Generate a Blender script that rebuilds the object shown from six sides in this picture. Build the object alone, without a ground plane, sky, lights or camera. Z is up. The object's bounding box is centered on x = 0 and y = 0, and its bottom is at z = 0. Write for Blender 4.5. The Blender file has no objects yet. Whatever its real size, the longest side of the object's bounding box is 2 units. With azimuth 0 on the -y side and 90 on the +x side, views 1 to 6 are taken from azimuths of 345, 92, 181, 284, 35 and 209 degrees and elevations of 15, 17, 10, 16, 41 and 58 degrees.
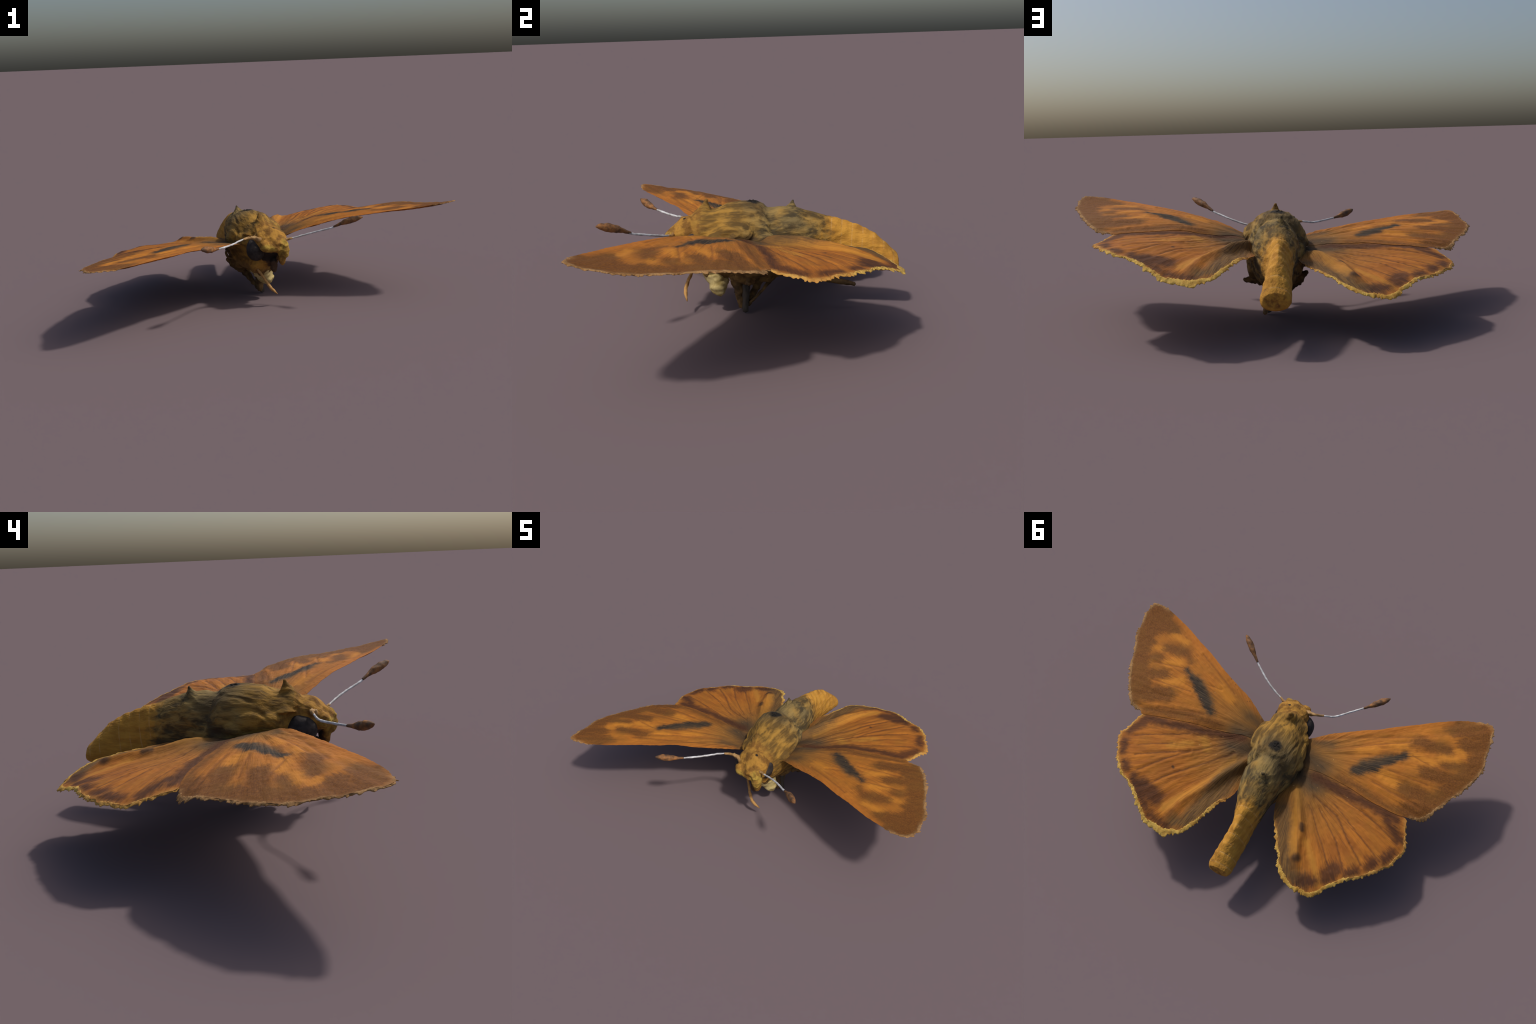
# Dried skipper butterfly: furry body, four scalloped wings, clubbed antennae, legs and a pin stump.
import bpy, bmesh, math, random
from mathutils import Vector, noise, Matrix
import numpy as np

random.seed(7)
rng = np.random.default_rng(7)
COL = bpy.context.scene.collection


# ------------------------------------------------------------------ helpers
def smooth(a, b, x):
    t = min(1.0, max(0.0, (x - a) / (b - a)))
    return t * t * (3 - 2 * t)


def new_obj(name, verts, faces, mat=None, parent=None, shade=True):
    me = bpy.data.meshes.new(name)
    me.from_pydata([tuple(v) for v in verts], [], faces)
    me.update()
    if shade:
        me.polygons.foreach_set("use_smooth", [True] * len(me.polygons))
    if mat:
        me.materials.append(mat)
    ob = bpy.data.objects.new(name, me)
    COL.objects.link(ob)
    if parent:
        ob.parent = parent
    return ob


def catmull(pts, per=12, closed=False):
    pts = [Vector(p) for p in pts]
    n = len(pts)
    out = []
    rngi = range(n if closed else n - 1)
    for i in rngi:
        if closed:
            p0, p1, p2, p3 = pts[i - 1], pts[i], pts[(i + 1) % n], pts[(i + 2) % n]
        else:
            p1, p2 = pts[i], pts[i + 1]
            p0 = pts[i - 1] if i else p1 * 2 - p2
            p3 = pts[i + 2] if i + 2 < n else p2 * 2 - p1
        for k in range(per):
            t = k / per
            out.append(0.5 * ((2 * p1) + (p2 - p0) * t + (2 * p0 - 5 * p1 + 4 * p2 - p3) * t * t
                              + (3 * p1 - p0 - 3 * p2 + p3) * t ** 3))
    if not closed:
        out.append(pts[-1])
    return out


def resample(poly, n):
    """Even spacing along an open polyline (n points)."""
    P = np.array([list(p) for p in poly])
    d = np.concatenate([[0], np.cumsum(np.linalg.norm(np.diff(P, axis=0), axis=1))])
    s = np.linspace(0, d[-1], n)
    return np.stack([np.interp(s, d, P[:, k]) for k in range(P.shape[1])], 1), s


def tube(name, ctrl, radii, mat, parent=None, seg=14, per=10, rough=0.0, flat=1.0, seed=0):
    """Round tube along a smooth path; radii at the control points; lumpy if rough > 0."""
    path = catmull(ctrl, per)
    m = len(path)
    rr = np.interp(np.linspace(0, len(ctrl) - 1, m), range(len(ctrl)), radii)
    verts, faces = [], []
    up = Vector((0.13, 0.21, 0.97)).normalized()
    for i, p in enumerate(path):
        t = (path[min(i + 1, m - 1)] - path[max(i - 1, 0)]).normalized()
        a = t.cross(up)
        if a.length < 0.05:
            a = t.cross(Vector((1, 0, 0)))
        a.normalize()
        b = t.cross(a)
        for k in range(seg):
            an = 2 * math.pi * k / seg
            r = rr[i]
            if rough:
                q = p * 55 + (a * math.cos(an) + b * math.sin(an)) * 1.6 + Vector((seed, 0, 0))
                r *= 1 + rough * noise.noise(q) * 1.6
            verts.append(p + a * math.cos(an) * r + b * math.sin(an) * r * flat)
    for i in range(m - 1):
        for k in range(seg):
            faces.append((i * seg + k, i * seg + (k + 1) % seg, (i + 1) * seg + (k + 1) % seg, (i + 1) * seg + k))
    for i, sgn in ((0, -1), (m - 1, 1)):
        verts.append(path[i] + (path[i] - path[i - sgn]).normalized() * rr[i] * 0.6)
        c = len(verts) - 1
        for k in range(seg):
            f = (i * seg + k, i * seg + (k + 1) % seg, c)
            faces.append(f if sgn > 0 else f[::-1])
    return new_obj(name, verts, faces, mat, parent)


# ------------------------------------------------------------------ node helpers
class Nodes:
    def __init__(self, name, rough=0.85, sheen=0.0):
        self.mat = bpy.data.materials.new(name)
        self.mat.use_nodes = True
        self.t = self.mat.node_tree
        self.b = self.t.nodes["Principled BSDF"]
        self.b.inputs["Roughness"].default_value = rough
        self.b.inputs["Specular IOR Level"].default_value = 0.25
        if sheen:
            self.b.inputs["Sheen Weight"].default_value = sheen
        self.obj = self.t.nodes.new("ShaderNodeTexCoord").outputs["Object"]

    def put(self, sock, v):
        if isinstance(v, bpy.types.NodeSocket):
            self.t.links.new(v, sock)
        elif v is not None:
            sock.default_value = v

    def math(self, op, a, b=None, c=None, clamp=False):
        n = self.t.nodes.new("ShaderNodeMath")
        n.operation = op
        n.use_clamp = clamp
        for i, v in enumerate((a, b, c)):
            self.put(n.inputs[i], v)
        return n.outputs[0]

    def vec(self, op, a, b=None, scale=None):
        n = self.t.nodes.new("ShaderNodeVectorMath")
        n.operation = op
        self.put(n.inputs[0], a)
        if b is not None:
            self.put(n.inputs[1], b)
        if scale is not None:
            self.put(n.inputs["Scale"], scale)
        return n.outputs["Value"] if op in ("LENGTH", "DOT_PRODUCT", "DISTANCE") else n.outputs["Vector"]

    def sep(self, v):
        n = self.t.nodes.new("ShaderNodeSeparateXYZ")
        self.put(n.inputs[0], v)
        return n.outputs

    def comb(self, x, y, z):
        n = self.t.nodes.new("ShaderNodeCombineXYZ")
        for i, v in enumerate((x, y, z)):
            self.put(n.inputs[i], v)
        return n.outputs[0]

    def noise(self, vec, scale, detail=4.0, rough=0.55, dist=0.0, color=False):
        n = self.t.nodes.new("ShaderNodeTexNoise")
        self.put(n.inputs["Vector"], vec)
        n.inputs["Scale"].default_value = scale
        n.inputs["Detail"].default_value = detail
        n.inputs["Roughness"].default_value = rough
        n.inputs["Distortion"].default_value = dist
        return n.outputs["Color"] if color else n.outputs["Fac"]

    def step(self, v, lo, hi):
        """Smooth 0..1 ramp from lo to hi (lo may exceed hi)."""
        n = self.t.nodes.new("ShaderNodeMapRange")
        n.interpolation_type = "SMOOTHSTEP"
        flip = lo > hi
        self.put(n.inputs["Value"], v)
        n.inputs["From Min"].default_value = min(lo, hi)
        n.inputs["From Max"].default_value = max(lo, hi)
        n.inputs["To Min"].default_value = 1.0 if flip else 0.0
        n.inputs["To Max"].default_value = 0.0 if flip else 1.0
        return n.outputs["Result"]

    def mix(self, fac, a, b, mode="MIX"):
        n = self.t.nodes.new("ShaderNodeMix")
        n.data_type = "RGBA"
        n.blend_type = mode
        self.put(n.inputs[0], fac)
        for i, v in ((6, a), (7, b)):
            if isinstance(v, tuple):
                v = (*v, 1.0)
            self.put(n.inputs[i], v)
        return n.outputs[2]

    def capsule(self, p, s, soft):
        """Mask 1 inside a thick line segment seen from above (x0, y0, x1, y1, radius)."""
        a = Vector((s[0], s[1], 0))
        ba = Vector((s[2], s[3], 0)) - a
        pa = self.vec("SUBTRACT", p, tuple(a))
        h = self.math("DIVIDE", self.vec("DOT_PRODUCT", pa, tuple(ba)), max(ba.dot(ba), 1e-9), clamp=True)
        d = self.vec("LENGTH", self.vec("SUBTRACT", pa, self.vec("SCALE", tuple(ba), scale=h)))
        return self.step(d, s[4] + soft, s[4] - soft)

    def capsules(self, p, segs, soft):
        out = None
        for s in segs:
            m = self.capsule(p, s, soft if soft > 0 else -soft * s[4])
            out = m if out is None else self.math("MAXIMUM", out, m)
        return out

    def blob(self, p, c, r, lo=1.15, hi=0.7):
        q = self.vec("DIVIDE", self.vec("SUBTRACT", p, c), r)
        return self.step(self.vec("LENGTH", q), lo, hi)

    def bump(self, h, strength, dist, prev=None):
        n = self.t.nodes.new("ShaderNodeBump")
        n.inputs["Strength"].default_value = strength
        n.inputs["Distance"].default_value = dist
        self.put(n.inputs["Height"], h)
        if prev is not None:
            self.t.links.new(prev, n.inputs["Normal"])
        return n.outputs[0]

    def done(self, color, normal=None):
        self.put(self.b.inputs["Base Color"], (*color, 1.0) if isinstance(color, tuple) else color)
        if normal is not None:
            self.t.links.new(normal, self.b.inputs["Normal"])
        return self.mat


# ------------------------------------------------------------------ wings
# Outline points seen from above (x, y).  "margin" = the stretch that carries the fringe.
WINGS = {
    "FR": dict(kind="forewing", c0=(.5, -.1),
        coef=(0.451, 0.109, -0.16, -0.295, 0.106, -0.504, 0.366, 0.123, 0.898, -0.699),
        root=[(.06, -.04), (.05, -.10), (.08, -.145)],
        front=[(.129, -.165), (.182, -.195), (.246, -.229), (.311, -.252), (.371, -.275), (.439, -.303), (.532, -.35),
               (.635, -.394), (.728, -.437), (.815, -.469), (.853, -.481)],
        margin=[(.884, -.492), (.932, -.498), (.966, -.491), (.986, -.46), (.992, -.417), (.984, -.362), (.975, -.304),
                (.960, -.252), (.937, -.21), (.914, -.149), (.886, -.079), (.846, -.006), (.809, .051), (.777, .086),
                (.716, .101)],
        back=[(.689, .111), (.604, .088), (.407, .042), (.287, .01), (.16, -.031)],
        fringe=(.005, .007), wide=.8, droop=.002, pivot=(.10, -.08)),
    "HR": dict(kind="hindwing", c0=(.4, .3),
        coef=(0.37, 0.177, -0.08, -0.142, -0.154, -0.219, -0.682, 0.511, 0.133, -1.138),
        root=[(.055, .15), (.05, .06), (.07, -.02)],
        front=[(.16, -.042), (.287, -.002), (.407, .030), (.55, .064), (.65, .088)],
        margin=[(.694, .109), (.716, .163), (.727, .213), (.742, .245), (.727, .298), (.689, .364), (.656, .41),
                (.622, .441), (.564, .47), (.519, .497), (.48, .535), (.432, .572), (.389, .6), (.33, .606), (.278, .61),
                (.245, .588), (.209, .572), (.175, .531), (.153, .49), (.132, .43), (.115, .38), (.09, .329)],
        back=[(.067, .286), (.06, .22)],
        fringe=(.0055, .019), wide=.66, droop=.004, pivot=(.08, .04)),
    "FL": dict(kind="forewing", c0=(-.5, -.2),
        coef=(0.364, 0.002, -0.114, -0.235, 0.272, -0.505, -0.043, 0.131, -0.546, -0.442),
        root=[(-.15, -.03), (-.09, -.08), (-.09, -.15)],
        front=[(-.137, -.185), (-.172, -.21), (-.223, -.249), (-.293, -.291), (-.363, -.333), (-.436, -.368),
               (-.503, -.417), (-.598, -.477), (-.684, -.534), (-.744, -.571), (-.816, -.608)],
        margin=[(-.881, -.63), (-.936, -.637), (-.965, -.617), (-.976, -.568), (-.98, -.522), (-.986, -.457),
                (-.992, -.402), (-.982, -.344), (-.958, -.274), (-.928, -.217), (-.898, -.168), (-.87, -.105),
                (-.835, -.04), (-.804, -.016), (-.765, -.006)],
        back=[(-.747, -.001), (-.678, .01), (-.558, .006), (-.421, -.015), (-.283, -.029)],
        fringe=(.005, .007), wide=.8, droop=.002, pivot=(-.15, -.10)),
    "HL": dict(kind="hindwing", c0=(-.45, .25),
        coef=(0.274, -0.018, -0.151, -0.095, 0.382, -0.048, 0.709, 0.485, 0.939, -0.851),
        root=[(-.10, .09), (-.11, .02), (-.17, -.03)],
        front=[(-.283, -.041), (-.421, -.025), (-.558, -.006), (-.68, .0)],
        margin=[(-.751, .009), (-.766, .05), (-.784, .082), (-.799, .127), (-.801, .168), (-.783, .222), (-.77, .258),
                (-.742, .284), (-.714, .322), (-.667, .366), (-.618, .405), (-.584, .442), (-.547, .474), (-.516, .517),
                (-.484, .547), (-.439, .551), (-.393, .555), (-.342, .537), (-.303, .512), (-.276, .476), (-.265, .45),
                (-.238, .412), (-.213, .368), (-.181, .314)],
        back=[(-.15, .258), (-.134, .21), (-.12, .14)],
        fringe=(.0055, .019), wide=.66, droop=.004, pivot=(-.16, .02)),
}
# Raised fold on each hindwing: (x, y, height); and hindwing tuck under the forewing.
FOLD = {"HR": [(.07, .05, .03), (.117, .146, .046), (.19, .30, .030), (.26, .42, .020), (.31, .53, .006)],
        "HL": [(-.16, .06, .012), (-.20, .12, .022), (-.303, .271, .028), (-.347, .427, .024), (-.37, .47, .004)]}
# Line where forewing and hindwing meet, seen from above; the two sheets blend across it.
SEAM = {"R": [(0, -.07), (.16, -.031), (.287, .01), (.407, .042), (.604, .088), (.689, .11), (.80, .13)],
        "L": [(0, .0), (-.15, -.03), (-.283, -.029), (-.421, -.012), (-.558, .008), (-.678, .014), (-.747, .0), (-.85, -.04)]}
# Gentle swells (x, y, height, spread)
SWELL = {"R": [(.39, .054, .014, .10), (.25, .12, .012, .10), (.14, -.02, .020, .07), (.39, .30, .010, .09),
               (.15, .06, .012, .08), (.15, .22, .012, .06), (.16, .36, .014, .06), (.19, .47, .012, .06), (.24, -.06, .006, .08)],
         "L": [(-.26, .06, .010, .09), (-.60, .40, .010, .07), (-.25, .14, .012, .08), (-.75, .25, .008, .06)]}

# Painted markings, thick segments seen from above (x0, y0, x1, y1, radius).
MARKS = {
    "FR": dict(
        stigma=[(.604, -.203, .506, -.147, .0122), (.515, -.155, .47, -.12, .021), (.49, -.135, .375, -.048, .0205)],
        fuzz=[(.535, -.175, .42, -.10, .030)],
        brown=[(.768, -.279, .669, -.301, .0352), (.655, -.296, .609, -.255, .0169), (.961, -.442, .881, -.461, .0517),
               (.873, -.369, .79, -.402, .0376), (.889, -.156, .777, -.21, .0282), (.841, -.079, .704, -.127, .0399),
               (.778, .025, .627, -.034, .0493), (.954, -.214, .914, -.286, .0282), (.945, -.154, .803, .048, .0423),
               (.687, .088, .418, -.004, .0211), (.955, -.42, .94, -.28, .055), (.93, -.25, .88, -.10, .062), (.87, -.08, .78, .03, .062), (.62, .07, .30, -.01, .020),
               (.905, -.36, .875, -.18, .045), (.85, -.13, .75, .01, .055), (.94, -.43, .84, -.41, .055)],
        light=[(.825, -.255, .795, -.262, .010), (.724, -.197, .661, -.222, .0211), (.67, -.089, .599, -.135, .0211),
               (.77, -.365, .70, -.355, .014), (.389, -.19, .32, -.161, .0235)],
        vein=[(.788, -.173, .614, -.207, .0033), (.738, -.074, .525, -.101, .0033), (.625, .045, .4, -.019, .0038),
              (.573, -.326, .318, -.205, .0038), (.579, -.157, .389, -.19, .0024)],
        root=[(.11, -.05, .21, -.02, .045), (.13, -.13, .20, -.14, .02)]),
    "FL": dict(
        stigma=[(-.42, -.103, -.503, -.163, .0215), (-.497, -.165, -.613, -.288, .0185)],
        fuzz=[(-.445, -.15, -.545, -.235, .030)],
        brown=[(-.647, -.388, -.796, -.408, .036), (-.792, -.547, -.919, -.574, .0585), (-.863, -.484, -.927, -.496, .045),
               (-.811, -.326, -.948, -.384, .0315), (-.743, -.244, -.921, -.279, .0427), (-.682, -.12, -.868, -.135, .045),
               (-.934, -.478, -.948, -.384, .0405), (-.935, -.302, -.825, -.076, .0405), (-.695, -.012, -.754, -.032, .027), (-.95, -.55, -.955, -.36, .055), (-.95, -.33, -.86, -.12, .070), (-.84, -.09, -.74, -.03, .05), (-.66, -.005, -.36, -.04, .020)],
        light=[(-.658, -.305, -.752, -.311, .0225), (-.558, -.142, -.618, -.131, .027), (-.778, -.35, -.855, -.386, .018),
               (-.539, -.313, -.597, -.341, .018), (-.394, -.217, -.47, -.257, .0158), (-.838, -.429, -.876, -.428, .0135)],
        vein=[(-.649, -.305, -.806, -.282, .0032), (-.575, -.175, -.775, -.191, .0032), (-.523, -.087, -.785, -.065, .0036),
              (-.273, -.172, -.609, -.369, .004), (-.188, -.201, -.675, -.435, .0027)],
        root=[(-.15, -.09, -.26, -.05, .045), (-.17, -.18, -.25, -.19, .018)]),
    "HR": dict(
        brown=[(.171, -.018, .379, .066, .026), (.383, .066, .668, .126, .025), (.656, .139, .702, .216, .0282),
               (.691, .283, .668, .335, .0235), (.621, .391, .606, .416, .0235), (.495, .463, .402, .474, .0446),
               (.545, .438, .414, .542, .0235), (.38, .56, .28, .575, .02)],
        gray=[(.117, .153, .142, .263, .047), (.132, .281, .181, .508, .0493), (.267, .534, .181, .508, .0282)],
        light=[(.151, .109, .23, .332, .0122), (.23, .332, .335, .502, .0169), (.386, .148, .461, .199, .0141),
               (.339, .096, .296, .126, .0188)],
        vein=[(.662, .235, .413, .102, .0033), (.6, .332, .367, .182, .0033), (.367, .182, .549, .398, .0033),
              (.614, .276, .466, .19, .0024), (.229, .061, .4, .214, .0024), (.168, .079, .442, .405, .0038)],
        dot=[(.398, .301, .393, .304, .0066)],
        root=[(.10, .02, .20, .05, .05)]),
    "HL": dict(
        brown=[(-.252, .0, -.456, .020, .028), (-.456, .020, -.705, .030, .027), (-.668, .055, -.761, .116, .0259),
               (-.756, .19, -.74, .238, .027), (-.69, .281, -.682, .311, .0297), (-.632, .353, -.614, .382, .027),
               (-.536, .389, -.524, .431, .0405), (-.477, .479, -.419, .503, .027)],
        gray=[(-.181, .22, -.261, .375, .0378), (-.261, .375, -.341, .501, .0378), (-.419, .503, -.363, .5, .0324)],
        light=[(-.2, .099, -.267, .239, .013), (-.26, .242, -.325, .399, .0216), (-.362, .323, -.501, .483, .0108)],
        vein=[(-.367, .116, -.441, .142, .0038), (-.441, .142, -.554, .245, .0038), (-.554, .245, -.646, .314, .0038),
              (-.34, .14, -.483, .255, .0026), (-.483, .255, -.60, .40, .0034), (-.36, .03, -.539, .071, .0026), (-.539, .071, -.76, .14, .0034), (-.40, .09, -.546, .17, .0022), (-.546, .17, -.72, .26, .0027),
              (-.29, .095, -.374, .119, .0032), (-.29, .15, -.342, .203, .0026), (-.342, .203, -.52, .40, .0030)],
        dot=[(-.305, .263, -.317, .287, .0119), (-.349, .424, -.358, .419, .0184)],
        root=[(-.16, .02, -.27, .04, .05)]),
}


def seg_dist(x, y, s):
    bx, by = s[2] - s[0], s[3] - s[1]
    h = min(1, max(0, ((x - s[0]) * bx + (y - s[1]) * by) / (bx * bx + by * by + 1e-9)))
    return math.hypot(x - s[0] - bx * h, y - s[1] - by * h), h


def sheet(key, x, y):
    w = WINGS[key]
    c = w["coef"]
    u, v = x - w["c0"][0], y - w["c0"][1]
    return (c[0] + c[1] * u + c[2] * v + c[3] * u * u + c[4] * u * v + c[5] * v * v
            + c[6] * u ** 3 + c[7] * u * u * v + c[8] * u * v * v + c[9] * v ** 3)


def seam_y(side, x):
    pts = SEAM[side]
    return float(np.interp(abs(x), [abs(p[0]) for p in pts], [p[1] for p in pts]))


def wing_height(key, x, y):
    """Top surface of a wing: two cubic sheets blended at the seam, plus fold, swells, vein furrows, fine waviness."""
    side = key[1]
    w = WINGS[key]
    sd = y - seam_y(side, x)
    k = smooth(-.06, .06, sd)
    z = sheet("F" + side, x, y) * (1 - k) + sheet("H" + side, x, y) * k if 0 < k < 1 else sheet(("H" if k else "F") + side, x, y)
    for sx, sy, h, r in SWELL[side]:
        z += h * math.exp(-((x - sx) ** 2 + (y - sy) ** 2) / r ** 2)
    best, hh = 9, 0
    f = FOLD["H" + side]
    for a, b in zip(f[:-1], f[1:]):
        d, h = seg_dist(x, y, (a[0], a[1], b[0], b[1]))
        if d < best:
            best, hh = d, a[2] + (b[2] - a[2]) * h
    z += hh * math.exp(-(best / .026) ** 2) * smooth(-.02, .06, sd)
    if key[0] == "H":
        z -= .0025 * smooth(.010, -.002, sd)          # hindwing slips just under the forewing
    elif key == "FL":
        fr = w["front"]
        d = min(seg_dist(x, y, (*a, *b))[0] for a, b in zip(fr[:-1], fr[1:]))
        z += .010 * math.exp(-(d / .045) ** 2) * smooth(-.8, -.6, x)      # front edge curls up
    for s in MARKS[key]["vein"]:
        d, _ = seg_dist(x, y, s)
        if d < .03:
            z -= .0014 * math.exp(-(d / .007) ** 2) - .0012 * math.exp(-((d - .016) / .009) ** 2)
    px, py = WINGS["F" + side]["pivot"]
    th, r = math.atan2(y - py, (x - px) * (1 if side == "R" else -1)), math.hypot(x - px, y - py)
    g = smooth(.02, .2, r)
    z += g * .0050 * noise.noise((th * 7, r * 2.2, 3.1)) + g * .0026 * noise.noise((th * 24, r * 6, 7.7))
    z += .0014 * noise.noise((x * 55, y * 55, 1.3))
    return z


def wing_material(key):
    hind = key[0] == "H"
    m = MARKS[key]
    N = Nodes("hindwing_scales" if hind else "forewing_scales", 0.8)
    px, py = WINGS[key]["pivot"]
    flat = N.vec("MULTIPLY", N.obj, (1, 1, 0))
    rel = N.sep(N.vec("SUBTRACT", flat, (px, py, 0)))
    th = N.math("ARCTAN2", rel[1], rel[0] if key[1] == "R" else N.math("MULTIPLY", rel[0], -1.0))
    r = N.vec("LENGTH", N.vec("SUBTRACT", flat, (px, py, 0)))
    polar = N.comb(N.math("MULTIPLY", th, 1.0), N.math("MULTIPLY", r, .35), 0.0)
    hair = N.comb(N.math("MULTIPLY", th, 1.0), N.math("MULTIPLY", r, .16), 0.0)
    streak = N.noise(polar, 16, 5, .6)
    fine = N.noise(hair, 75, 4, .65)
    patch = N.noise(flat, 7, 4, .6)
    grain = N.noise(flat, 130, 3, .6)
    # ragged edges for the painted marks: pushed about by noise
    wob = N.vec("SUBTRACT", N.noise(flat, 26, 5, .7, color=True), (.5, .5, .5))
    fib = N.math("MULTIPLY", N.math("SUBTRACT", fine, .5), .075)
    p = N.vec("ADD", flat, N.vec("SCALE", wob, scale=.05))
    p = N.vec("ADD", p, N.vec("SCALE", N.vec("NORMALIZE", N.vec("SUBTRACT", flat, (px, py, 0))), scale=fib))
    p = N.vec("MULTIPLY", p, (1, 1, 0))
    if hind:
        base = N.mix(N.step(streak, .32, .68), (.30, .096, .013), (.46, .158, .018))
    else:
        base = N.mix(N.step(streak, .32, .68), (.37, .122, .015), (.49, .172, .019))
    base = N.mix(N.math("MULTIPLY", N.step(patch, .42, .68), .55), base, (.31, .122, .015))
    base = N.mix(N.math("MULTIPLY", N.step(fine, .48, .72), .48), base, (.21, .070, .013))
    col = base
    light = N.math("MULTIPLY", N.capsules(p, m["light"], .020), .85)
    if hind:
        col = N.mix(light, col, (.53, .215, .024))
    # dull olive dusting towards the wing root
    col = N.mix(N.math("MULTIPLY", N.step(r, .40, .06), .75), col, N.mix(N.step(fine, .4, .6), (.13, .07, .022), (.30, .15, .030)))
    col = N.mix(N.math("MULTIPLY", N.capsules(p, [(*q[:4], q[4] * 1.1) for q in m["root"]], .05),
                       N.math("ADD", .50, N.math("MULTIPLY", N.step(fine, .35, .6), .5))), col, (.060, .042, .024))
    if hind:
        gray = N.mix(N.step(fine, .35, .65), (.085, .046, .019), (.19, .098, .026))
        gm = N.math("MULTIPLY", N.capsules(p, [(*q[:4], q[4] * 1.15) for q in m["gray"]], .03), .97)
        col = N.mix(gm, col, gray)
        col = N.mix(N.math("MULTIPLY", light, .6), col, (.40, .180, .026))
        brown = N.mix(N.step(fine, .35, .7), (.055, .020, .009), (.105, .036, .011))
        bm_ = N.math("MULTIPLY", N.capsules(p, m["brown"], .022), N.math("ADD", .75, N.math("MULTIPLY", patch, .35)), clamp=True)
        col = N.mix(bm_, col, brown)
    else:
        brown = N.mix(N.step(grain, .35, .7), (.115, .041, .009), (.195, .073, .012))
        brown = N.mix(N.math("MULTIPLY", N.step(patch, .4, .7), .6), brown, (.185, .080, .014))
        col = N.mix(N.math("MULTIPLY", N.capsules(p, m["brown"], .026), .92), col, brown)
        col = N.mix(light, col, (.54, .205, .022))
    vein = (.10, .036, .013) if hind else (.22, .075, .014)
    pv = N.vec("MULTIPLY", N.vec("ADD", flat, N.vec("SCALE", wob, scale=.016)), (1, 1, 0))
    col = N.mix(N.math("MULTIPLY", N.capsules(pv, m["vein"], .0055), .75), col, vein)
    # faint rays along all the veins
    ray = N.step(N.noise(N.comb(th, N.math("MULTIPLY", r, .05), 3.0), 30, 2, .5), .60, .68)
    col = N.mix(N.math("MULTIPLY", N.math("MULTIPLY", ray, N.step(r, .05, .25)), .38), col, vein)
    if not hind:
        st = N.mix(N.step(fine, .4, .66), (.030, .021, .014), (.080, .053, .028))
        halo = N.capsules(p, [(*q[:4], q[4] * 1.6) for q in m["stigma"]], .03)
        col = N.mix(N.math("MULTIPLY", halo, .45), col, (.19, .085, .018))
        col = N.mix(N.math("MULTIPLY", N.capsules(p, m["fuzz"], .020), .9), col, N.mix(N.step(fine, .42, .6), (.04, .029, .018), (.13, .075, .028)))
        col = N.mix(N.capsules(p, [(*q[:4], q[4] * 1.15) for q in m["stigma"]], .016), col, st)
        # reddish front edge vein
        fr = WINGS[key]["front"]
        costa = [(*fr[1], *fr[4], .026), (*fr[4], *fr[7], .030), (*fr[7], *fr[9], .026)]
        col = N.mix(N.math("MULTIPLY", N.capsules(pv, costa, .016), .45), col, (.44, .140, .017))
        # pits along the front edge near the root
        vor = N.t.nodes.new("ShaderNodeTexVoronoi")
        vor.inputs["Scale"].default_value = 60
        N.t.links.new(flat, vor.inputs["Vector"])
        pit = N.math("MULTIPLY", N.step(vor.outputs["Distance"], .28, .14), N.capsule(flat, (*fr[0], *fr[4], .018), .006))
        col = N.mix(N.math("MULTIPLY", pit, .6 if key == "FR" else .2), col, (.10, .04, .012))
    if "dot" in m:
        col = N.mix(N.math("MULTIPLY", N.capsules(pv, m["dot"], -.6), .85), col, (.05, .025, .011))
    # paler scales where the membrane runs into the fringe
    mg = WINGS[key]["margin"]
    rim = [(*a_, *b_, .010) for a_, b_ in zip(mg[:-1], mg[1:])]
    rimm = N.capsules(N.vec("MULTIPLY", N.vec("ADD", flat, N.vec("SCALE", wob, scale=.030)), (1, 1, 0)), rim, .013)
    col = N.mix(N.math("MULTIPLY", rimm, .75), col, (.44, .21, .045) if hind else (.30, .155, .055))
    # pale rubbed flecks
    fleck = N.step(N.noise(N.vec("MULTIPLY", flat, (1, 1, 1)), 48, 2, .5), .73, .78)
    col = N.mix(N.math("MULTIPLY", fleck, N.step(r, .5, .15)), col, (.50, .30, .11))
    h = N.math("ADD", N.math("MULTIPLY", fine, .7), N.math("MULTIPLY", grain, .2))
    nb = N.bump(h, .5, .004)
    nb = N.bump(streak, .5, .01, nb)
    return N.done(col, nb)


def fringe_material(kind):
    N = Nodes(kind + "_fringe_hairs", 0.9)
    n = N.noise(N.obj, 22, 4, .6)
    f = N.noise(N.obj, 160, 3, .6)
    if kind == "hindwing":
        col = N.mix(N.step(n, .3, .65), (.44, .22, .036), (.64, .41, .090))
        # the outer half of the margin is more orange
        y = N.sep(N.obj)[1]
        col = N.mix(N.math("MULTIPLY", N.step(y, .47, .30), .6), col, (.47, .22, .055))
    else:
        col = N.mix(N.step(n, .3, .65), (.22, .110, .036), (.37, .205, .080))
    col = N.mix(N.math("MULTIPLY", N.step(f, .55, .8), .35), col, (.25, .12, .030))
    return N.done(col, N.bump(f, .6, .004))


FR_MAT = {k: fringe_material(k) for k in ("forewing", "hindwing")}


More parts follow.
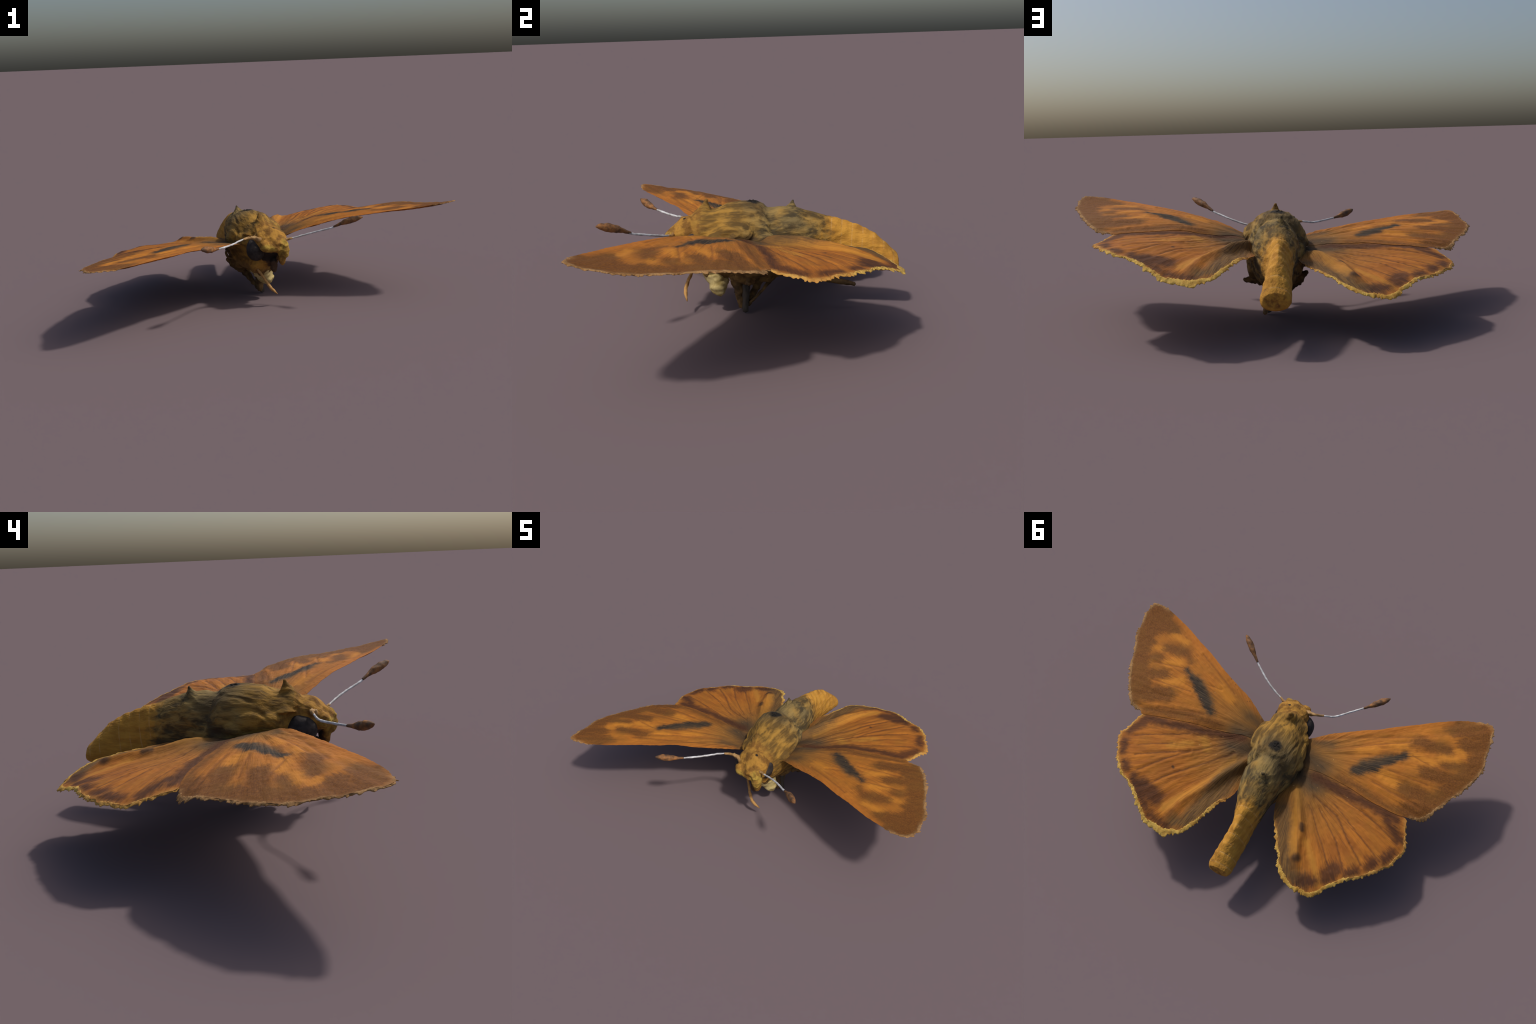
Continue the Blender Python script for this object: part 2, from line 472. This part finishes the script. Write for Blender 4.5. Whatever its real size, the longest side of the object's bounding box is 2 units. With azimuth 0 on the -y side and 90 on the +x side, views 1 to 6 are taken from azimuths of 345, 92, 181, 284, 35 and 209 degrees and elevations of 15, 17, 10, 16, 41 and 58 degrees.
def build_wing(key, parent):
    w = WINGS[key]
    ring = w["root"] + w["front"] + w["margin"] + w["back"]
    per = 24
    pts = catmull([(x, y, 0) for x, y in ring], per, closed=True)
    tag = []
    for i in range(len(ring)):
        tag += [i + k / per for k in range(per)]
    m0 = len(w["root"]) + len(w["front"])
    m1 = m0 + len(w["margin"]) - 1
    P = np.array([[p.x, p.y] for p in pts])
    tag = np.array(tag)
    # resample the closed outline evenly
    Q = np.vstack([P, P[:1]])
    d = np.concatenate([[0], np.cumsum(np.linalg.norm(np.diff(Q, axis=0), axis=1))])
    n = 640
    s = np.linspace(0, d[-1], n, endpoint=False)
    tg = np.interp(s, d, np.append(tag, len(ring)))
    P = np.stack([np.interp(s, d, Q[:, k]) for k in (0, 1)], 1)
    area = np.sum(P[:, 0] * np.roll(P[:, 1], -1) - P[:, 1] * np.roll(P[:, 0], -1))
    T = np.roll(P, -3, 0) - np.roll(P, 3, 0)
    T /= np.linalg.norm(T, axis=1)[:, None] + 1e-9
    out = np.stack([T[:, 1], -T[:, 0]], 1) * (1 if area > 0 else -1)
    fw = np.array([smooth(m0 - 1.2, m0 + 1, t) * smooth(m1 + 1.0, m1 - .6, t) for t in tg])
    frac = np.clip((tg - m0) / (m1 - m0), 0, 1)
    width = w["fringe"][0] + (w["fringe"][1] - w["fringe"][0]) * np.exp(-((frac - w["wide"]) / .15) ** 2)
    width = width * np.array([1 + 1.1 * noise.noise((q[0] * 14, q[1] * 16, 8)) for q in P])
    inset = fw * width
    rough = np.array([.0035 * noise.noise((q[0] * 60, q[1] * 60, 5)) + .002 * noise.noise((q[0] * 170, q[1] * 170, 9)) for q in P])
    edge = P - out * (inset - rough * (fw * .6 + .4))[:, None]
    # membrane: rings shrinking to the wing's middle
    cen = edge.mean(0)
    M = 64
    ts = 1 - (np.arange(M) / M) ** 1.15
    verts, faces = [], []
    th = .008
    for side in (0, 1):
        for j, t in enumerate(ts):
            for i in range(n):
                x, y = cen + (edge[i] - cen) * t
                z = wing_height(key, x, y)
                if side:
                    z -= th * (.12 + .88 * smooth(0, .10, 1 - t))
                verts.append((x, y, z))
        x, y = cen
        verts.append((x, y, wing_height(key, x, y) - side * th))
    L = M * n + 1
    ccw = area > 0
    for side in (0, 1):
        o = side * L
        for j in range(M - 1):
            for i in range(n):
                k = (i + 1) % n
                f = (o + j * n + i, o + j * n + k, o + (j + 1) * n + k, o + (j + 1) * n + i)
                faces.append(f if (side == 0) == ccw else f[::-1])
        for i in range(n):
            f = (o + (M - 1) * n + i, o + (M - 1) * n + (i + 1) % n, o + L - 1)
            faces.append(f if (side == 0) == ccw else f[::-1])
    for i in range(n):
        k = (i + 1) % n
        f = (i, L + i, L + k, k)
        faces.append(f if ccw else f[::-1])
    wing = new_obj(w["kind"], verts, faces, wing_material(key), parent)
    wing.data.set_sharp_from_angle(angle=math.radians(50))

    # fringe: ragged tufts of scales along the outer margin
    sel = np.where(fw > .02)[0]
    if sel[-1] - sel[0] != len(sel) - 1:
        sel = np.roll(sel, -(np.where(np.diff(sel) > 1)[0][0] + 1))
    inner, so = resample(edge[sel] - out[sel] * .005, 2000)
    outn = np.stack([np.interp(so, np.linspace(0, so[-1], len(sel)), out[sel, k]) for k in (0, 1)], 1)
    wd = np.interp(so, np.linspace(0, so[-1], len(sel)), inset[sel])
    # random teeth, some tufts missing
    tooth = np.zeros(len(so))
    pos = 0.0
    while pos < so[-1]:
        ln = rng.uniform(.006, .022)
        amp = rng.uniform(-.0065, .0085)
        q = np.clip((so - pos) / ln, 0, 1)
        tooth += np.where((so >= pos) & (so < pos + ln), amp * np.sin(np.pi * q ** 1.5) ** .7, 0)
        pos += ln
    rows = 8
    fv, ff = [], []
    back = np.array([.004 * noise.noise((p[0] * 150, p[1] * 150, 4)) + .003 * noise.noise((p[0] * 40, p[1] * 40, 6)) for p in inner])
    for side in (0, 1):
        for j in range(rows):
            t = j / (rows - 1)
            for i in range(len(so)):
                g = (.006 + wd[i]) * t + tooth[i] * t ** 2 * min(1, wd[i] / .0045) + back[i] * (1 - t) ** 2
                x, y = inner[i] + outn[i] * g
                fat = math.sin(math.pi * min(1, t * .8 + .2)) ** .6
                z = wing_height(key, x, y) - .0010 + .0016 * fat * min(1, wd[i] / .006) - w["droop"] * t * t
                z += t * .005 * noise.noise((x * 60, y * 60, 2)) - side * (.0010 + .0035 * fat)
                fv.append((x, y, z))
    m = len(so)
    H = rows * m
    for side in (0, 1):
        for j in range(rows - 1):
            for i in range(m - 1):
                f = (side * H + j * m + i, side * H + (j + 1) * m + i, side * H + (j + 1) * m + i + 1, side * H + j * m + i + 1)
                faces_ok = (side == 0) == ccw
                ff.append(f if faces_ok else f[::-1])
    for i in range(m - 1):
        for j, sg in ((0, 1), (rows - 1, -1)):
            f = (j * m + i, j * m + i + 1, H + j * m + i + 1, H + j * m + i)
            ff.append(f if (sg > 0) == ccw else f[::-1])
    for j in range(rows - 1):
        for i in (0, m - 1):
            ff.append((j * m + i, (j + 1) * m + i, H + (j + 1) * m + i, H + j * m + i))
    fr = new_obj("wing_fringe", fv, ff, FR_MAT[w["kind"]], wing)
    return wing


# ------------------------------------------------------------------ body
# (y, centre x, half width, top z, bottom z, height of widest point 0..1, roof 0..1)
STATIONS = [
    (.634, -.036, .050, .240, .176, .45, .1),
    (.616, -.036, .060, .258, .168, .42, .1),
    (.585, -.038, .060, .290, .166, .40, .2),
    (.540, -.042, .056, .332, .166, .34, .6),
    (.470, -.046, .051, .369, .166, .34, .7),
    (.400, -.046, .052, .394, .170, .40, .7),
    (.336, -.042, .063, .412, .178, .52, .5),
    (.255, -.034, .083, .436, .180, .58, .4),
    (.200, -.029, .096, .452, .174, .58, .35),
    (.130, -.028, .103, .462, .160, .56, .3),
    (.078, -.034, .104, .459, .150, .48, .4),
    (.060, -.034, .118, .470, .150, .52, .2),
    (.030, -.034, .128, .482, .150, .54, .1),
    (-.035, -.026, .132, .487, .150, .56, .0),
    (-.095, -.020, .124, .478, .158, .56, .0),
    (-.140, -.010, .112, .458, .170, .56, .0),
    (-.165, -.008, .108, .456, .180, .56, .0),
    (-.195, -.004, .100, .452, .195, .58, .0),
    (-.220, .000, .088, .429, .215, .60, .0),
    (-.250, .002, .088, .438, .245, .62, .0),
    (-.285, .008, .084, .426, .285, .62, .0),
    (-.315, .014, .072, .402, .308, .60, .0),
    (-.340, .020, .058, .380, .318, .55, .0),
    (-.354, .028, .034, .362, .326, .50, .0),
]
# lumps merged into the body: (centre, radii)
LUMPS = [
    ((.067, -.333, .328), (.027, .032, .050)),     # right palp, the yellow bump on the face
    ((.056, -.316, .285), (.021, .026, .048)),
    ((-.030, -.322, .352), (.040, .030, .034)),    # brow
    ((.005, -.242, .275), (.068, .038, .060)),     # dark mouth mass
    ((.018, -.288, .235), (.020, .022, .040)),
    ((-.045, -.205, .240), (.060, .050, .065)),    # fore leg bases
    ((-.015, -.165, .190), (.046, .055, .050)),
    ((.058, -.060, .372), (.072, .105, .062)),     # shoulders over the wing roots
    ((.075, -.125, .358), (.058, .055, .036)),
    ((.050, .030, .345), (.055, .095, .040)),
    ((-.092, -.045, .360), (.074, .090, .060)),
    ((-.112, -.005, .335), (.062, .060, .040)),
    ((-.085, -.130, .350), (.060, .070, .050)),
    ((.070, .000, .240), (.040, .080, .070)),      # hip lumps under the wings
    ((-.110, -.010, .245), (.045, .085, .060)),
    ((-.095, .000, .190), (.055, .070, .038)),
    ((.045, -.020, .175), (.042, .065, .032)),
    ((-.010, .010, .158), (.055, .110, .028)),
]
# hair tufts standing up from the back: (base, tip, base radius)
TUFTS = [((-.016, -.192, .408), (-.025, -.179, .503), .074), ((-.046, .165, .400), (-.058, .189, .484), .066),
         ((-.07, -.185, .385), (-.062, -.180, .440), .05), ((.035, -.188, .390), (.025, -.182, .448), .05)]


def body_mesh():
    verts, faces = [], []
    seg = 40
    st = np.array(STATIONS)
    ys = np.concatenate([np.linspace(st[i, 0], st[i + 1, 0], 4, endpoint=False) for i in range(len(st) - 1)] + [[st[-1, 0]]])
    inv = st[::-1]
    for y in ys:
        cx, hw, top, bot, f, roof = [np.interp(y, inv[:, 0], inv[:, k]) for k in range(1, 7)]
        zc = bot + f * (top - bot)
        for k in range(seg):
            a = 2 * math.pi * k / seg
            c, s = math.cos(a), math.sin(a)
            x = hw * math.copysign(abs(c) ** (.9 + (.7 * roof if s > 0 else .5 * smooth(.1, .2, y) * smooth(.46, .36, y))), c)
            z = zc + ((top - zc) if s > 0 else (zc - bot)) * math.copysign(abs(s) ** (.95 if s > 0 else .85), s)
            yy = y + .25 * max(0, top - z) * smooth(-.12, .02, y) * smooth(.25, .06, y)
            yy += .10 * (z - (top + bot) / 2) * smooth(.5, .64, y) * -1
            verts.append((cx + x, yy, z))
    n = len(ys)
    for i in range(n - 1):
        for k in range(seg):
            faces.append((i * seg + k, (i + 1) * seg + k, (i + 1) * seg + (k + 1) % seg, i * seg + (k + 1) % seg))
    faces.append(tuple(range(seg)))
    faces.append(tuple((n - 1) * seg + k for k in reversed(range(seg))))
    ob = new_obj("body_source", verts, faces)
    bm = bmesh.new()
    bm.from_mesh(ob.data)
    for c, r in LUMPS:
        mtx = Matrix.Translation(c) @ Matrix.Diagonal((*r, 1))
        bmesh.ops.create_uvsphere(bm, u_segments=24, v_segments=16, radius=1, matrix=mtx)
    for b, t, r in TUFTS:
        b, t = Vector(b), Vector(t)
        q = (t - b).to_track_quat("Z", "Y").to_matrix().to_4x4()
        ln = (t - b).length
        prev = None
        prof = [(0, r), (.25, r * .74), (.5, r * .44), (.72, r * .20), (.86, r * .11), (1.0, r * .075)]
        for h, rad in prof:
            ringv = [bm.verts.new(b + q.to_3x3() @ Vector((math.cos(a) * rad, math.sin(a) * rad, h * ln)))
                     for a in [2 * math.pi * k / 16 for k in range(16)]]
            if prev:
                for k in range(16):
                    bm.faces.new((prev[k], prev[(k + 1) % 16], ringv[(k + 1) % 16], ringv[k]))
            else:
                bm.faces.new(list(reversed(ringv)))
            prev = ringv
        bm.faces.new(prev)
    bmesh.ops.recalc_face_normals(bm, faces=bm.faces)
    bm.to_mesh(ob.data)
    bm.free()
    r = ob.modifiers.new("merge", "REMESH")
    r.mode = "VOXEL"
    r.voxel_size = .0036
    s = ob.modifiers.new("soften", "SMOOTH")
    s.factor = .5
    s.iterations = 7
    dg = bpy.context.evaluated_depsgraph_get()
    me = bpy.data.meshes.new_from_object(ob.evaluated_get(dg))
    bpy.data.objects.remove(ob)
    return me


def body_relief(p, nrm):
    """Clumped hair: ridges that run backwards and outwards over the body, plus lumps and abdomen rings."""
    x, y, z = p
    side = x + .035
    flow = y - .8 * abs(side) - .35 * z
    h = 0.0
    q = Vector((side * 26 + flow * 3, flow * 9, z * 26 - flow * 5))
    warp = noise.noise(Vector((x * 11, y * 11, z * 11)))
    q += Vector((warp, 0, warp)) * .8
    h += .0030 * (.6 - abs(noise.noise(q)) * 2.2)
    h += .0018 * noise.noise(q * 2.3)
    h += .0050 * noise.noise(Vector((x * 15, y * 15, z * 15)))
    g = smooth(.30, .40, y)
    h *= 1 - .55 * g
    # abdomen segments
    s = (y - .30 + .10 * (.38 - z)) / .046
    saw = s - math.floor(s)
    h += g * smooth(.63, .60, y) * .0026 * (math.sin(2 * math.pi * (s + .5 * warp)) * .5 + (saw - .5) * .5)
    # head is knobbly
    k = smooth(-.21, -.25, y)
    h += k * .0042 * noise.noise(Vector((x * 34, y * 34, z * 34 + 4)))
    # underside is a tangle of leg stumps
    u = smooth(.26, .18, z) * smooth(.30, .2, y)
    h += u * .014 * noise.noise(Vector((x * 22, y * 22, z * 22 + 9)))
    return h


def body_material():
    N = Nodes("body_hair", 0.9)
    x, y, z = N.sep(N.obj)
    side = N.math("ABSOLUTE", N.math("ADD", x, .035))
    flow = N.math("SUBTRACT", N.math("SUBTRACT", y, N.math("MULTIPLY", side, .8)), N.math("MULTIPLY", z, .35))
    hv = N.comb(N.math("MULTIPLY", x, 1.0), N.math("MULTIPLY", flow, .28), N.math("MULTIPLY", z, 1.0))
    fur = N.noise(hv, 34, 5, .6, .3)
    fine = N.noise(hv, 120, 3, .6)
    patch = N.noise(N.obj, 9, 4, .6)
    spot = N.noise(N.obj, 26, 4, .6)
    yw = N.math("ADD", y, N.math("MULTIPLY", N.math("SUBTRACT", spot, .5), .16))
    yw = N.math("ADD", yw, N.math("MULTIPLY", N.math("SUBTRACT", fur, .5), .10))
    col = N.mix(N.step(fur, .36, .64), (.125, .070, .018), (.36, .192, .034))
    # greyish fur over the back of the thorax and front of the abdomen
    gz = N.math("MULTIPLY", N.step(yw, -.12, .10), N.step(yw, .37, .27))
    gcol = N.mix(N.step(fur, .38, .62), (.062, .047, .024), (.29, .195, .065))
    col = N.mix(N.math("MULTIPLY", gz, N.step(patch, .30, .62)), col, gcol)
    col = N.mix(N.math("MULTIPLY", gz, .35), col, gcol)
    # golden rear abdomen
    ab = N.step(yw, .29, .38)
    acol = N.mix(N.step(fur, .30, .70), (.39, .178, .026), (.57, .28, .040))
    s = N.math("FRACT", N.math("DIVIDE", N.math("ADD", N.math("SUBTRACT", y, .30),
               N.math("MULTIPLY", N.math("SUBTRACT", .38, z), .10)), .046))
    ringm = N.math("MULTIPLY", N.math("MULTIPLY", N.step(s, .16, .02), N.step(spot, .4, .6)), .95)
    acol = N.mix(N.math("MULTIPLY", ringm, .5), acol, (.60, .36, .14))
    col = N.mix(ab, col, acol)
    col = N.mix(N.math("MULTIPLY", N.blob(N.obj, (-.036, .640, .215), (.05, .03, .035)), N.step(spot, .35, .6)), col, (.17, .062, .017))
    # head: warm ochre, yellow palps, dark mouth
    hd = N.step(yw, -.19, -.24)
    hcol = N.mix(N.step(spot, .38, .62), (.19, .088, .018), (.40, .20, .034))
    col = N.mix(hd, col, hcol)
    yel = N.math("MAXIMUM", N.blob(N.obj, (.072, -.345, .325), (.045, .05, .07)), N.blob(N.obj, (-.03, -.345, .335), (.055, .04, .03)))
    col = N.mix(N.math("MULTIPLY", yel, N.math("ADD", .2, N.math("MULTIPLY", N.step(spot, .4, .6), .55))), col, (.45, .31, .055))
    col = N.mix(N.blob(N.obj, (.030, -.268, .438), (.009, .008, .03), 1.1, .6), col, (.02, .014, .01))
    wobn = N.vec("ADD", N.obj, N.vec("SCALE", N.vec("SUBTRACT", N.noise(N.obj, 30, 3, .6, color=True), (.5, .5, .5)), scale=.04))
    mouth = N.blob(wobn, (-.008, -.285, .286), (.060, .050, .036), 1.1, .85)
    jaw = N.blob(wobn, (.016, -.290, .238), (.040, .045, .055), 1.1, .8)
    col = N.mix(jaw, col, (.070, .036, .018))
    col = N.mix(mouth, col, (.026, .016, .012))
    # black stain on the back; colour darkened for the shaded hollows at the wing roots
    for c, r, k, cc in (((-.050, .03, .47), (.13, .10, .06), .55, (.10, .078, .045)), ((-.10, .08, .42), (.06, .09, .06), .8, (.055, .040, .022)),
                        ((.055, .20, .41), (.04, .07, .05), .5, (.10, .085, .05)), ((-.04, .27, .43), (.05, .05, .03), .5, (.09, .065, .03))):
        col = N.mix(N.math("MULTIPLY", N.math("MULTIPLY", N.blob(wobn, c, r, 1.2, .3), N.step(fur, .36, .56)), k), col, cc)
    blotch = N.blob(wobn, (-.040, .020, .482), (.034, .028, .035), 1.25, .7)
    col = N.mix(N.math("MULTIPLY", blotch, .95), col, (.012, .011, .010))
    for c, r in (((.115, -.04, .355), (.045, .09, .022)), ((-.185, .045, .325), (.05, .06, .028)), ((.105, .10, .345), (.03, .05, .03))):
        col = N.mix(N.math("MULTIPLY", N.blob(wobn, c, r, 1.3, .6), .75), col, (.060, .036, .020))
    # tangle of brown legs below
    und = N.math("MULTIPLY", N.blob(wobn, (-.02, -.02, .15), (.21, .26, .10), 1.15, .75), .8)
    ucol = N.mix(N.step(spot, .4, .6), (.085, .048, .018), (.22, .13, .045))
    col = N.mix(und, col, ucol)
    h = N.math("ADD", N.math("MULTIPLY", fur, 1.0), N.math("MULTIPLY", fine, .4))
    return N.done(col, N.bump(h, .7, .010))


def build_body(parent):
    me = body_mesh()
    nv = len(me.vertices)
    co = np.empty(nv * 3)
    me.vertices.foreach_get("co", co)
    co = co.reshape(-1, 3)
    no = np.array([v.normal[:] for v in me.vertices])
    h = np.array([body_relief(co[i], no[i]) for i in range(nv)])
    co = co + no * h[:, None]
    me.vertices.foreach_set("co", co.ravel())
    me.update()
    normals = np.array([v.normal[:] for v in me.vertices])
    mat = body_material()
    polys = [tuple(p.vertices) for p in me.polygons]
    cy = np.array([co[list(p)].mean(0) for p in polys])
    groups = {"head": [], "thorax": [], "abdomen": []}
    for p, c in zip(polys, cy):
        if c[1] < -.212:
            groups["head"].append(p)
        elif c[1] + .25 * (c[2] - .45) < .055:
            groups["thorax"].append(p)
        else:
            groups["abdomen"].append(p)
    for name, ps in groups.items():
        ids = sorted({i for p in ps for i in p})
        mp = {i: k for k, i in enumerate(ids)}
        ob = new_obj(name, co[ids], [tuple(mp[i] for i in p) for p in ps], mat, parent)
        ob.data.normals_split_custom_set_from_vertices([tuple(normals[i]) for i in ids])
    bpy.data.meshes.remove(me)


# ------------------------------------------------------------------ simple materials
def plain(name, a, b, scale=40, rough=.75, bump=.4, stretch=(1, 1, 1), spec=.3):
    N = Nodes(name, rough)
    N.b.inputs["Specular IOR Level"].default_value = spec
    n = N.noise(N.vec("MULTIPLY", N.obj, stretch), scale, 5, .6)
    return N.done(N.mix(N.step(n, .35, .65), a, b), N.bump(n, bump, .006))


def ellipsoid(name, c, r, mat, parent, bumpy=0.0, rot=None):
    bm = bmesh.new()
    bmesh.ops.create_uvsphere(bm, u_segments=40, v_segments=28, radius=1)
    for v in bm.verts:
        p = v.co.copy()
        k = 1 + bumpy * noise.noise(p * 2.4 + Vector(c) * 9)
        q = Vector((p.x * r[0], p.y * r[1], p.z * r[2])) * k
        if rot:
            q = rot @ q
        v.co = q + Vector(c)
    me = bpy.data.meshes.new(name)
    bm.to_mesh(me)
    bm.free()
    me.polygons.foreach_set("use_smooth", [True] * len(me.polygons))
    me.materials.append(mat)
    ob = bpy.data.objects.new(name, me)
    COL.objects.link(ob)
    ob.parent = parent
    return ob


# ------------------------------------------------------------------ assemble
top = bpy.data.objects.new("skipper_butterfly", None)
COL.objects.link(top)
top["label"] = "dried orange and brown skipper butterfly with spread wings"
top["category"] = "butterfly"

build_body(top)
for k in WINGS:
    build_wing(k, top)

eye_mat = plain("compound_eye", (.026, .020, .017), (.058, .046, .040), 30, .8, .3, spec=.2)
ellipsoid("eye", (-.068, -.245, .318), (.050, .060, .062), eye_mat, top, .05)
ellipsoid("eye", (.062, -.246, .338), (.040, .052, .052), eye_mat, top, .05)

shaft_mat = plain("antenna_shaft_pale", (.42, .40, .38), (.72, .72, .72), 30, .5, .2)
base_mat = plain("antenna_base_tan", (.28, .15, .05), (.42, .25, .10), 40, .7)
club_mat = plain("antenna_club_brown", (.10, .055, .030), (.34, .145, .042), 28, .7, .5)
ANT = [
    ([(.060, -.305, .372), (.085, -.314, .374), (.115, -.327, .381)], [(.110, -.325, .380), (.150, -.340, .390), (.213, -.371, .410), (.300, -.431, .441), (.317, -.444, .452)],
     [(.306, -.436, .446), (.335, -.458, .463), (.358, -.478, .476), (.390, -.506, .491), (.412, -.524, .501), (.426, -.534, .504)]),
    ([(-.040, -.290, .378), (-.074, -.292, .389), (-.105, -.294, .396), (-.150, -.308, .396)], [(-.150, -.308, .396), (-.185, -.325, .390), (-.210, -.344, .386), (-.265, -.400, .389), (-.323, -.455, .395)],
     [(-.314, -.446, .394), (-.340, -.470, .399), (-.362, -.490, .405), (-.390, -.515, .414), (-.410, -.533, .421), (-.420, -.543, .425)]),
]
for i, (b, s, c) in enumerate(ANT):
    a = tube("antenna", s, [.0036, .0046, .0046, .0046, .0042][:len(s)], shaft_mat, top, 12, 12, .25, seed=i)
    tube("antenna_base", b, ([.012, .008, .0046] if i == 0 else [.017, .013, .007, .0044]), base_mat, a, 12, 10, .5, seed=i + 3)
    tube("antenna_club", c, [.005, .0088, .0155, .0165, .0105, .003], club_mat, a, 18, 10, .14, seed=i + 6)

cream = plain("cream_leg_hair", (.36, .26, .085), (.60, .48, .215), 26, .85)
tan = plain("tan_leg", (.30, .15, .045), (.50, .27, .085), 40, .7)
dark = plain("brown_leg", (.075, .044, .018), (.20, .115, .040), 30, .8, .6)
black = plain("pin_metal_stained", (.016, .014, .012), (.075, .062, .050), 30, .6, .6, (1, 1, .3))

tube("leg", [(-.020, -.150, .200), (.000, -.145, .160), (.018, -.140, .120), (.028, -.134, .092)], [.060, .052, .038, .019], cream, top, 20, 10, .18)
tube("leg", [(-.085, -.205, .270), (-.062, -.238, .210), (-.038, -.263, .168), (-.012, -.285, .120), (.010, -.287, .092), (.036, -.279, .065)],
     [.006, .006, .0065, .0075, .0085, .002], tan, top, 12, 12, .3)
tube("leg", [(-.010, -.060, .185), (-.004, -.058, .120), (.000, -.050, .060), (.004, -.045, .022)], [.040, .024, .020, .013], dark, top, 16, 10, .3, seed=2)
tube("leg", [(-.165, .035, .208), (-.120, .040, .170), (-.065, .030, .125), (-.030, .005, .075), (.000, -.020, .030)],
     [.010, .024, .020, .014, .011], dark, top, 14, 10, .35, seed=4)
tube("leg", [(-.010, .150, .175), (.000, .250, .160), (.008, .350, .140), (.012, .446, .120)], [.014, .013, .0135, .009], dark, top, 14, 12, .2, seed=5)
tube("leg", [(.040, .000, .190), (.085, .000, .172), (.128, .000, .170)], [.030, .022, .007], dark, top, 14, 10, .35, seed=6)
tube("leg", [(-.140, -.030, .225), (-.172, -.020, .235), (-.178, -.010, .268), (-.160, -.005, .300)], [.010, .0075, .006, .006], dark, top, 12, 10, .2, seed=7)
tube("leg", [(-.030, .090, .150), (-.010, .060, .110), (.008, .020, .070), (.014, -.010, .045)], [.014, .007, .006, .006], dark, top, 12, 10, .3, seed=8)
# the pin: a stained stump below and a flat black lump on the back
pin = tube("pin", [(.010, -.015, .200), (.016, -.022, .120), (.018, -.027, .050), (.019, -.029, .0085)], [.016, .016, .014, .0135], black, top, 18, 12, .12, seed=9)
hole_mat = plain("lump_black", (.008, .007, .006), (.022, .018, .015), 40, .8, .4, spec=.1)
ellipsoid("black_lump", (-.041, .016, .474), (.021, .019, .014), hole_mat, top, .5)
